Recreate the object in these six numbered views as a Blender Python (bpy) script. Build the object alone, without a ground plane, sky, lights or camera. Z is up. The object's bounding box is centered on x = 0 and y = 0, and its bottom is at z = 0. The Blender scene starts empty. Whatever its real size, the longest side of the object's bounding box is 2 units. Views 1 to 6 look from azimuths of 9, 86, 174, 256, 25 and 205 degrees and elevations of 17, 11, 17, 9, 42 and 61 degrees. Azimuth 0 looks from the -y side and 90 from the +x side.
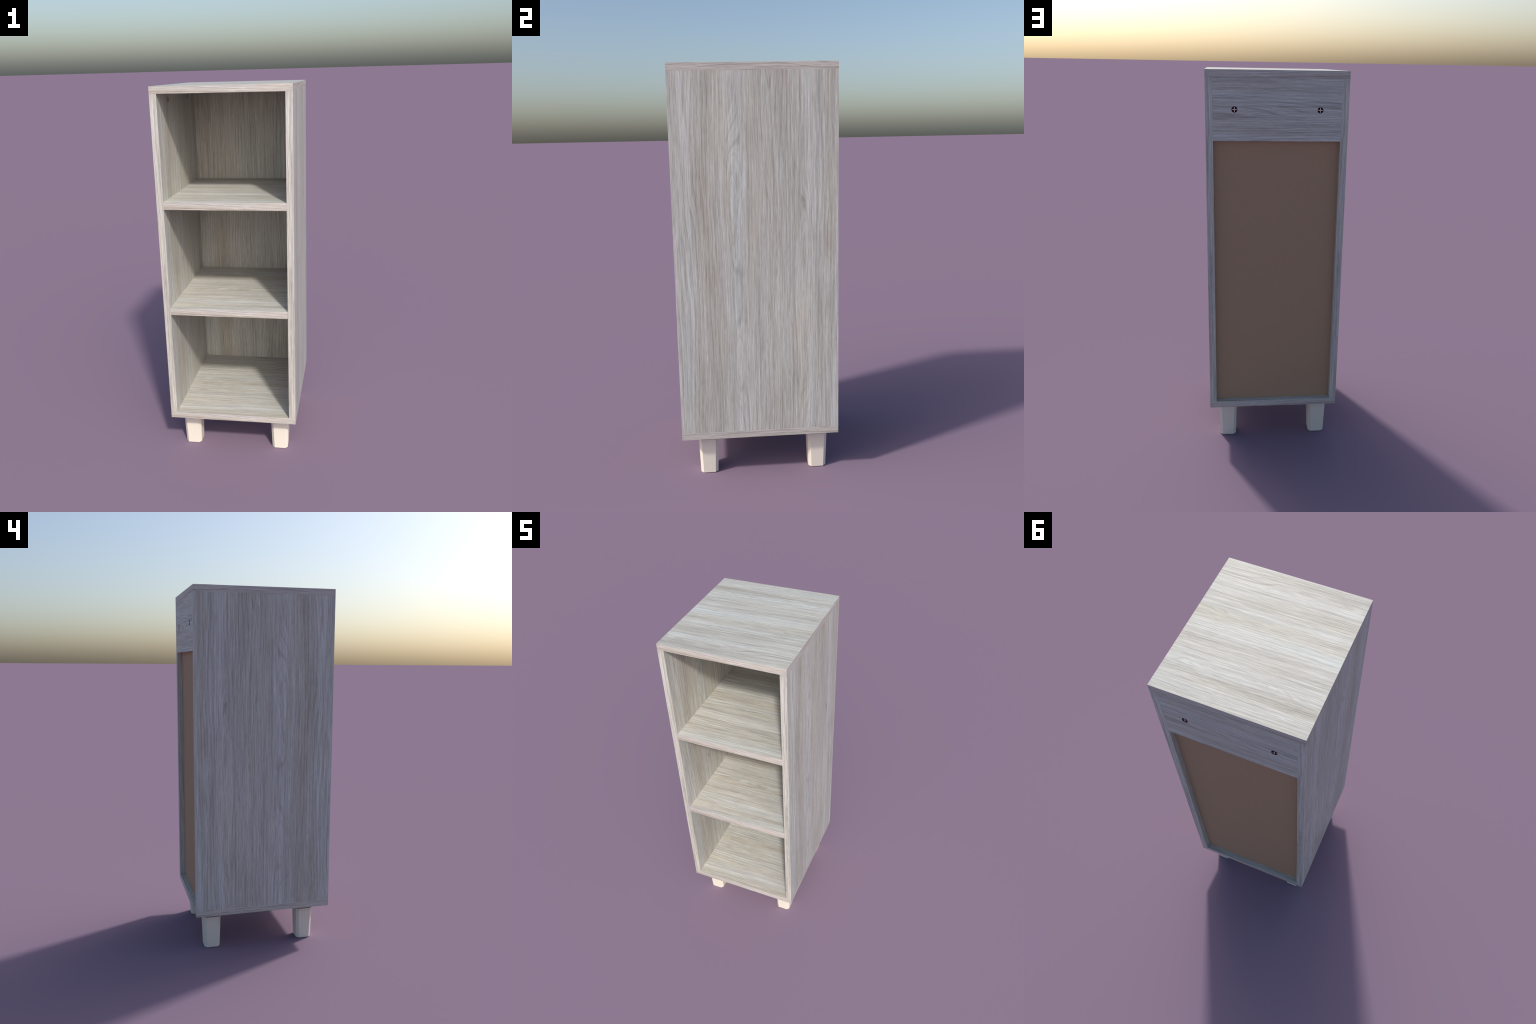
"""Narrow open bookcase: pale ash-grey wood laminate carcass, three compartments,
brown hardboard back, screwed-on hanging rail and four tapered cream legs."""
import bpy, bmesh, math
from mathutils import Vector

# ------------------------------------------------------------------ sizes (metres)
HALF_W, HALF_D = 0.3483, 0.388          # carcass half width (x) and half depth (y)
Z_BASE, Z_TOP = 0.2074, 2.000          # underside of bottom board, top of top board
BOARD = 0.0355                         # board thickness
INNER = HALF_W - BOARD                 # half width between the side boards
SHELVES = [(0.8228, 0.8620), (1.3943, 1.4332)]
BACK_IN, BACK_OUT = 0.3500, 0.3580     # thin hardboard back
RAIL_Z = 1.6655                        # lower edge of the hanging rail
LEGS = [(-0.2520, -0.2598), (-0.2523, 0.2895), (0.250, -0.261), (0.250, 0.2895)]
LEG_TOP = 0.1810

# ------------------------------------------------------------------ node helpers
class Nodes:
    def __init__(self, name):
        self.mat = bpy.data.materials.new(name)
        self.mat.use_nodes = True
        self.t = self.mat.node_tree
        self.bsdf = next(n for n in self.t.nodes if n.type == 'BSDF_PRINCIPLED')

    def new(self, kind, **props):
        n = self.t.nodes.new(kind)
        for k, v in props.items():
            setattr(n, k, v)
        return n

    def put(self, sock, v):
        if isinstance(v, bpy.types.NodeSocket):
            self.t.links.new(v, sock)
        else:
            sock.default_value = v

    def math(self, op, a, b=0.0, c=0.0, clamp=False):
        n = self.new('ShaderNodeMath', operation=op, use_clamp=clamp)
        for s, v in zip(n.inputs, (a, b, c)):
            self.put(s, v)
        return n.outputs[0]

    def vec(self, x, y, z):
        n = self.new('ShaderNodeCombineXYZ')
        for s, v in zip(n.inputs, (x, y, z)):
            self.put(s, v)
        return n.outputs[0]

    def noise(self, vec, detail=2.0, rough=0.5, scale=1.0):
        n = self.new('ShaderNodeTexNoise')
        self.put(n.inputs['Vector'], vec)
        n.inputs['Scale'].default_value = scale
        n.inputs['Detail'].default_value = detail
        n.inputs['Roughness'].default_value = rough
        return n.outputs['Fac']

    def ramp(self, fac, stops, interp='LINEAR'):
        n = self.new('ShaderNodeValToRGB')
        cr = n.color_ramp
        cr.interpolation = interp
        while len(cr.elements) < len(stops):
            cr.elements.new(0.5)
        for e, (p, c) in zip(cr.elements, stops):
            e.position = p
            e.color = (c, c, c, 1) if isinstance(c, (int, float)) else (*c, 1)
        self.put(n.inputs['Fac'], fac)
        return n.outputs['Color']

    def mix(self, fac, a, b, blend='MIX'):
        n = self.new('ShaderNodeMix', data_type='RGBA', blend_type=blend)
        self.put(n.inputs[0], fac)
        for s, v in ((n.inputs[6], a), (n.inputs[7], b)):
            self.put(s, v if isinstance(v, bpy.types.NodeSocket) else (*v, 1))
        return n.outputs[2]


def plain(name, colour, rough=0.6, metallic=0.0, spec=0.5, mottle=0.0, freq=8.0):
    k = Nodes(name)
    co = k.new('ShaderNodeTexCoord').outputs['Object']
    b = k.bsdf
    b.inputs['Roughness'].default_value = rough
    b.inputs['Metallic'].default_value = metallic
    b.inputs['Specular IOR Level'].default_value = spec
    n = k.noise(co, 4.0, 0.6, freq)
    dark = tuple(c * (1 - mottle) for c in colour)
    light = tuple(min(1, c * (1 + mottle)) for c in colour)
    k.put(b.inputs['Base Color'], k.mix(n, dark, light))
    return k.mat


def laminate(name, across, along, seed=0.0, bands=(), half=0.4, gain=1.0,
             tint=(1.0, 1.0, 1.0), stretch=1.0, figure=1.0, arches=()):
    """Printed wood grain: fibres run along one axis; growth rings fold into
    cathedral arches where the slow warp turns back; pale and brown zones sit
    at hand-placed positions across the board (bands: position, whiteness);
    arches: centre across, width, centre along, length, height of a ring fold."""
    k = Nodes(name)
    sep = k.new('ShaderNodeSeparateXYZ')
    k.put(sep.inputs[0], k.new('ShaderNodeTexCoord').outputs['Object'])
    u0 = sep.outputs['XYZ'.index(across)]
    v = k.math('MULTIPLY', sep.outputs['XYZ'.index(along)], stretch)

    def n(fu, fv, shift, detail=2.0, rough=0.5, uu=None):
        return k.noise(k.vec(k.math('MULTIPLY', uu if uu is not None else u0, fu),
                             k.math('MULTIPLY', v, fv), seed + shift), detail, rough)

    # slow sideways drift of the fibres
    drift = k.math('MULTIPLY', k.math('SUBTRACT', n(5.0, 0.9, 3.1, 1.0), 0.5), 0.045)
    u = k.math('ADD', u0, drift)
    # growth rings with folds (cathedral figure)
    fold = k.math('MULTIPLY', k.math('SUBTRACT', n(6.0, 0.85, 7.7, 1.0), 0.5), 0.20 * figure)
    wob = k.math('MULTIPLY', k.math('SUBTRACT', n(24.0, 5.0, 1.9, 1.0), 0.5), 0.010)
    ring_u = k.math('ADD', k.math('ADD', u0, fold), wob)
    for uc, su, vc, sv, height in arches:
        du = k.math('DIVIDE', k.math('SUBTRACT', u, uc), su)
        dv = k.math('DIVIDE', k.math('SUBTRACT', v, vc), sv)
        r2 = k.math('ADD', k.math('MULTIPLY', du, du), k.math('MULTIPLY', dv, dv))
        ring_u = k.math('ADD', ring_u, k.math('MULTIPLY', k.math('EXPONENT', k.math('MULTIPLY', r2, -1.0)), height))
    ring = k.math('FRACT', k.math('MULTIPLY', ring_u, 52.0))
    ring_line = k.ramp(ring, [(0.0, 0.60), (0.35, 0.72), (0.72, 0.42), (0.90, 0.0), (1.0, 0.60)], 'EASE')
    ring2 = k.math('FRACT', k.math('MULTIPLY', ring_u, 117.0))
    hair_line = k.ramp(ring2, [(0.0, 0.6), (0.5, 0.65), (0.84, 0.0), (1.0, 0.6)], 'EASE')
    ring_amt = k.math('MULTIPLY', k.ramp(n(7.0, 0.8, 12.3, 1.0), [(0.38, 0.22), (0.60, 1.0)]), 0.44)
    # fibres, three widths
    wide = n(24.0, 0.6, 21.0, 1.0, 0.5, u)
    mid = n(110.0, 1.7, 33.0, 2.0, 0.6, u)
    fine = n(270.0, 6.0, 45.0, 2.0, 0.65, u)
    pore = n(430.0, 24.0, 51.0, 1.0, 0.5, u)
    streak = k.ramp(n(150.0, 0.35, 63.0, 1.0, 0.5), [(0.60, 0.0), (0.74, 1.0)])
    cloud = n(6.0, 2.4, 57.0, 2.0, 0.5)

    def centred(x, amount):
        return k.math('MULTIPLY', k.math('SUBTRACT', x, 0.5), amount)

    tone = k.math('ADD', 0.5, centred(wide, 0.50))
    tone = k.math('ADD', tone, centred(mid, 0.90))
    tone = k.math('ADD', tone, centred(fine, 1.30))
    tone = k.math('ADD', tone, centred(pore, 0.55))
    tone = k.math('ADD', tone, k.math('MULTIPLY', streak, 0.16))
    tone = k.math('ADD', tone, centred(cloud, 0.25))
    tone = k.math('ADD', tone, k.math('MULTIPLY', k.math('SUBTRACT', ring_line, 0.52), ring_amt))
    tone = k.math('ADD', tone, k.math('MULTIPLY', k.math('SUBTRACT', hair_line, 0.48), 0.22))
    if bands:
        pos = k.math('MULTIPLY_ADD', u, 0.5 / half, 0.5)
        white = k.ramp(pos, bands, 'EASE')
        wf = k.math('MULTIPLY', k.math('SUBTRACT', white, 0.5), 0.46)
        tone = k.math('ADD', tone, wf)
    else:
        wf = k.math('MULTIPLY', k.math('SUBTRACT', n(9.0, 0.35, 71.0, 1.0, 0.5, u), 0.5), 0.9)
        tone = k.math('ADD', tone, k.math('MULTIPLY', wf, 0.5))
    shade = k.ramp(tone, [(0.0, (0.300, 0.287, 0.262)), (0.35, (0.432, 0.422, 0.388)),
                          (0.62, (0.540, 0.537, 0.503)), (1.0, (0.680, 0.690, 0.668))])
    # hue: brown-pink drifts and cool blue-grey zones
    warm = k.ramp(k.math('SUBTRACT', n(11.0, 0.8, 83.0, 2.5, 0.55, u), wf),
                  [(0.42, 0.0), (0.72, 1.0)])
    cool = k.ramp(k.math('ADD', n(14.0, 0.9, 95.0, 2.0, 0.5, u), wf), [(0.50, 0.0), (0.78, 1.0)])
    rust = k.ramp(n(16.0, 1.6, 107.0, 3.0, 0.6, u), [(0.60, 0.0), (0.80, 1.0)])
    col = k.mix(k.math('MULTIPLY', warm, 0.75), shade, (1.0, 0.962, 0.885), 'MULTIPLY')
    col = k.mix(k.math('MULTIPLY', cool, 0.80), col, (0.95, 1.0, 1.02), 'MULTIPLY')
    col = k.mix(k.math('MULTIPLY', rust, 0.60), col, (1.0, 0.925, 0.83), 'MULTIPLY')
    col = k.mix(1.0, col, tuple(t * gain for t in tint), 'MULTIPLY')
    k.put(k.bsdf.inputs['Base Color'], col)
    k.bsdf.inputs['Roughness'].default_value = 0.55
    k.bsdf.inputs['Specular IOR Level'].default_value = 0.4
    return k.mat


# pale/brown zones across the side boards, front edge (0) to back edge (1)
SIDE_BANDS = [(0.0, 0.62), (0.06, 0.60), (0.15, 0.36), (0.24, 0.30), (0.33, 0.58), (0.40, 0.74),
              (0.47, 0.40), (0.56, 0.50), (0.68, 0.34), (0.76, 0.52), (0.81, 0.78),
              (0.88, 0.42), (0.95, 0.44), (1.0, 0.50)]
TOP_BANDS = [(0.0, 0.55), (0.09, 0.32), (0.17, 0.68), (0.27, 0.36), (0.34, 0.58), (0.40, 0.40),
             (0.52, 0.80), (0.60, 0.46), (0.68, 0.56), (0.76, 0.76), (0.83, 0.34),
             (0.90, 0.60), (1.0, 0.62)]
SIDE_ARCHES = [(-0.115, 0.040, 0.28, 0.42, 0.085), (0.235, 0.032, 0.02, 0.36, -0.060),
               (-0.105, 0.035, -0.50, 0.22, 0.050), (0.24, 0.030, -0.62, 0.25, -0.045),
               (0.03, 0.030, 0.75, 0.40, 0.040)]
TOP_ARCHES = [(0.20, 0.032, 0.05, 0.26, 0.055), (-0.06, 0.030, 0.10, 0.22, -0.045),
              (-0.31, 0.030, -0.18, 0.28, 0.045)]
EDGE_TINT = (1.035, 0.985, 0.99)
M_side = laminate('grey_laminate_upright', 'Y', 'Z', 2.0, SIDE_BANDS, HALF_D, 0.97, (1.0, 0.995, 1.0), figure=0.55,
                  arches=SIDE_ARCHES)
M_top = laminate('grey_laminate_flat', 'Y', 'X', 15.0, TOP_BANDS, HALF_D, 0.92, (1.0, 0.992, 0.975), figure=0.7, arches=TOP_ARCHES)
M_shelf = [laminate('grey_laminate_shelf', 'Y', 'X', s, (), HALF_D) for s in (31.0, 31.6)]
M_bottom = laminate('grey_laminate_floor', 'Y', 'X', 47.0, (), HALF_D)
M_back = laminate('grey_laminate_backing', 'X', 'Z', 63.0, (), HALF_W, 0.93, (1.02, 0.99, 0.955), figure=0.6)
M_rail = laminate('grey_laminate_rail', 'Z', 'X', 79.0, (), 0.15)
M_edge_x = laminate('edge_band_lengthwise', 'Z', 'X', 91.0, (), 0.02, 0.97, EDGE_TINT)
M_edge_y = laminate('edge_band_crosswise', 'Z', 'Y', 97.0, (), 0.02, 0.97, EDGE_TINT)
M_edge_z = laminate('edge_band_upright', 'X', 'Z', 111.0, (), 0.02, 0.97, (1.015, 0.995, 0.995))
M_hardboard = plain('brown_hardboard', (0.400, 0.272, 0.172), 0.75, spec=0.3, mottle=0.05, freq=60.0)
M_leg = plain('cream_painted_wood', (0.80, 0.742, 0.632), 0.55, spec=0.4, mottle=0.012, freq=14.0)
M_plate_shade = plain('shadowed_leg_plate', (0.30, 0.265, 0.235), 0.7, spec=0.2)  # dark colour paints in the shade between leg and bottom board
M_screw = plain('black_screw_head', (0.0, 0.0, 0.0), 0.8, spec=0.0)
M_slot = plain('bright_screw_recess', (0.62, 0.61, 0.60), 0.12, metallic=1.0)
M_cam = plain('dull_cam_fitting', (0.245, 0.22, 0.165), 0.6, spec=0.3)

# ------------------------------------------------------------------ build helpers
root = bpy.data.objects.new('open_bookcase', None)
bpy.context.collection.objects.link(root)
root['label'] = 'tall narrow open bookcase in pale grey wood laminate on cream legs'
root['category'] = 'bookcase'


def add(name, bm, mats, loc=(0, 0, 0), parent=root, bevel=0.0):
    me = bpy.data.meshes.new(name)
    bmesh.ops.recalc_face_normals(bm, faces=bm.faces)
    if bevel:
        bmesh.ops.bevel(bm, geom=list(bm.edges), offset=bevel, segments=2, profile=0.6,
                        affect='EDGES', material=-1)
    bm.to_mesh(me)
    bm.free()
    for m in mats:
        me.materials.append(m)
    ob = bpy.data.objects.new(name, me)
    bpy.context.collection.objects.link(ob)
    ob.parent = parent
    ob.location = Vector(loc)
    return ob


def board(name, lo, hi, slots, mats, bevel=0.0004, parent=root):
    """Box from corner lo to hi; slots maps the axis a face looks along to a slot."""
    lo, hi = Vector(lo), Vector(hi)
    c, h = (lo + hi) / 2, (hi - lo) / 2
    bm = bmesh.new()
    bmesh.ops.create_cube(bm, size=2.0)
    bmesh.ops.scale(bm, vec=h, verts=bm.verts)
    bm.normal_update()
    for f in bm.faces:
        i = max(range(3), key=lambda a: abs(f.normal[a]))
        key = ('-' if f.normal[i] < 0 else '+') + 'xyz'[i]
        f.material_index = slots.get(key, slots.get('xyz'[i], 0))
    return add(name, bm, mats, c, parent, bevel)


def cylinder_bm(axis, r, depth, seg=40):
    bm = bmesh.new()
    bmesh.ops.create_cone(bm, cap_ends=True, segments=seg, radius1=r, radius2=r, depth=depth)
    rot = {'x': (math.pi / 2, 'Y'), 'y': (math.pi / 2, 'X')}.get(axis)
    if rot:
        from mathutils import Matrix
        bmesh.ops.rotate(bm, verts=bm.verts, matrix=Matrix.Rotation(rot[0], 3, rot[1]))
    return bm


def cut(target, cutters):
    """Boolean difference, baked into the mesh; the cutters are removed."""
    for c in cutters:
        m = target.modifiers.new('cut', 'BOOLEAN')
        m.operation, m.solver, m.object = 'DIFFERENCE', 'EXACT', c
    bpy.context.view_layer.update()
    dg = bpy.context.evaluated_depsgraph_get()
    me = bpy.data.meshes.new_from_object(target.evaluated_get(dg))
    target.modifiers.clear()
    old, target.data = target.data, me
    me.name = old.name
    bpy.data.meshes.remove(old)
    for c in cutters:
        bpy.data.objects.remove(c, do_unlink=True)


# ------------------------------------------------------------------ carcass
z_floor, z_ceil = Z_BASE + BOARD - 0.0002, Z_TOP - BOARD
board('top_panel', (-HALF_W, -HALF_D, z_ceil), (HALF_W, HALF_D, Z_TOP),
      {'z': 0, 'y': 1, 'x': 2}, [M_top, M_edge_x, M_edge_y])
board('bottom_panel', (-HALF_W, -HALF_D, Z_BASE), (HALF_W, HALF_D, z_floor),
      {'z': 0, 'y': 1, 'x': 2}, [M_bottom, M_edge_x, M_edge_y])

CAM_Y, CAM_Z, CAM_R = (-0.190, 0.196), 1.9285, 0.0155
for sx in (-1, 1):
    a, b = sorted((sx * INNER, sx * HALF_W))
    side = board('side_panel', (a, -HALF_D, z_floor), (b, HALF_D, z_ceil),
                 {'x': 0, 'y': 1, 'z': 1}, [M_side, M_edge_z])
    holes = []
    for y in CAM_Y:
        holes.append(add('hole', cylinder_bm('x', CAM_R, 0.024), [M_side], (sx * INNER, y, CAM_Z), None))
    cut(side, holes)
    for y in CAM_Y:                      # round cam-lock fittings sunk in the inner face
        add('cam_fitting', cylinder_bm('x', CAM_R - 0.0003, 0.008), [M_cam],
            (sx * (INNER + 0.0042), y, CAM_Z), side).location -= side.location

for i, (z0, z1) in enumerate(SHELVES):
    board('shelf', (-INNER, -HALF_D + 0.002, z0), (INNER, BACK_IN - 0.004, z1),
          {'z': 0, 'y': 1, 'x': 1}, [M_shelf[i], M_edge_x])

board('back_panel', (-INNER, BACK_IN, z_floor), (INNER, BACK_OUT, z_ceil),
      {'-y': 0, '+y': 1, 'x': 1, 'z': 1}, [M_back, M_hardboard], bevel=0.0)

rail = board('hanging_rail', (-INNER, BACK_OUT, RAIL_Z), (INNER, HALF_D - 0.0004, z_ceil),
             {'y': 0, 'x': 0, 'z': 1}, [M_rail, M_edge_x])

# ------------------------------------------------------------------ screws in the rail
SCREW_X, SCREW_Z, SCREW_R = 0.2083, 1.8153, 0.0143
rail_face = HALF_D - 0.0004
cut(rail, [add('hole', cylinder_bm('y', SCREW_R, 0.016), [M_rail], (sx * SCREW_X, rail_face, SCREW_Z), None)
           for sx in (-1, 1)])
for sx in (-1, 1):
    at = Vector((sx * SCREW_X, rail_face - 0.0035, SCREW_Z))
    head = add('screw', cylinder_bm('y', SCREW_R - 0.0001, 0.0078, 48), [M_screw], at)
    slots = []
    for w, h in ((0.0118, 0.0024), (0.0024, 0.0118)):
        bm = bmesh.new()
        bmesh.ops.create_cube(bm, size=2.0)
        bmesh.ops.scale(bm, vec=(w, 0.0030, h), verts=bm.verts)
        slots.append(add('slot', bm, [M_screw], at + Vector((0, 0.0060, 0)), None))
    cut(head, slots)
    bm = bmesh.new()                     # bright cross-shaped floor of the drive recess
    arm, wid, y = 0.0116, 0.0023, 0.0033
    outline = [(-wid, -arm), (wid, -arm), (wid, -wid), (arm, -wid), (arm, wid), (wid, wid),
               (wid, arm), (-wid, arm), (-wid, wid), (-arm, wid), (-arm, -wid), (-wid, -wid)]
    f = bm.faces.new([bm.verts.new((x, y, z)) for x, z in outline])
    ext = bmesh.ops.extrude_face_region(bm, geom=[f])
    bmesh.ops.translate(bm, vec=(0, -0.0006, 0),
                        verts=[g for g in ext['geom'] if isinstance(g, bmesh.types.BMVert)])
    add('drive_recess', bm, [M_slot], (0, 0, 0), head)

# ------------------------------------------------------------------ legs
def octagon(half, chamfer, z):
    a, b = half, half - chamfer
    return [Vector(p) for p in ((-b, -a, z), (b, -a, z), (a, -b, z), (a, b, z),
                                (b, a, z), (-b, a, z), (-a, b, z), (-a, -b, z))]


def loft(rings):
    bm = bmesh.new()
    rows = [[bm.verts.new(p) for p in r] for r in rings]
    for lo, hi in zip(rows, rows[1:]):
        for i in range(8):
            j = (i + 1) % 8
            bm.faces.new((lo[i], lo[j], hi[j], hi[i]))
    bm.faces.new(rows[0][::-1])
    bm.faces.new(rows[-1])
    return bm


def leg_half(z):
    return 0.0435 + 0.0056 * z / LEG_TOP


for x, y in LEGS:
    rings = [octagon(leg_half(0), 0.0140, 0.0)]
    if x < 0 and y < 0:                  # this leg shows a scored line under its cap
        for z, inset in ((0.1712, 0), (0.1718, 0.0016), (0.1732, 0.0016), (0.1738, 0)):
            rings.append(octagon(leg_half(z) - inset, 0.0138, z))
    rings += [octagon(leg_half(LEG_TOP), 0.0138, LEG_TOP)]
    leg = add('leg', loft(rings), [M_leg], (x, y, 0.0))
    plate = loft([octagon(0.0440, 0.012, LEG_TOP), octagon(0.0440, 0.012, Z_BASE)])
    add('mounting_plate', plate, [M_plate_shade], (0, 0, 0), leg)
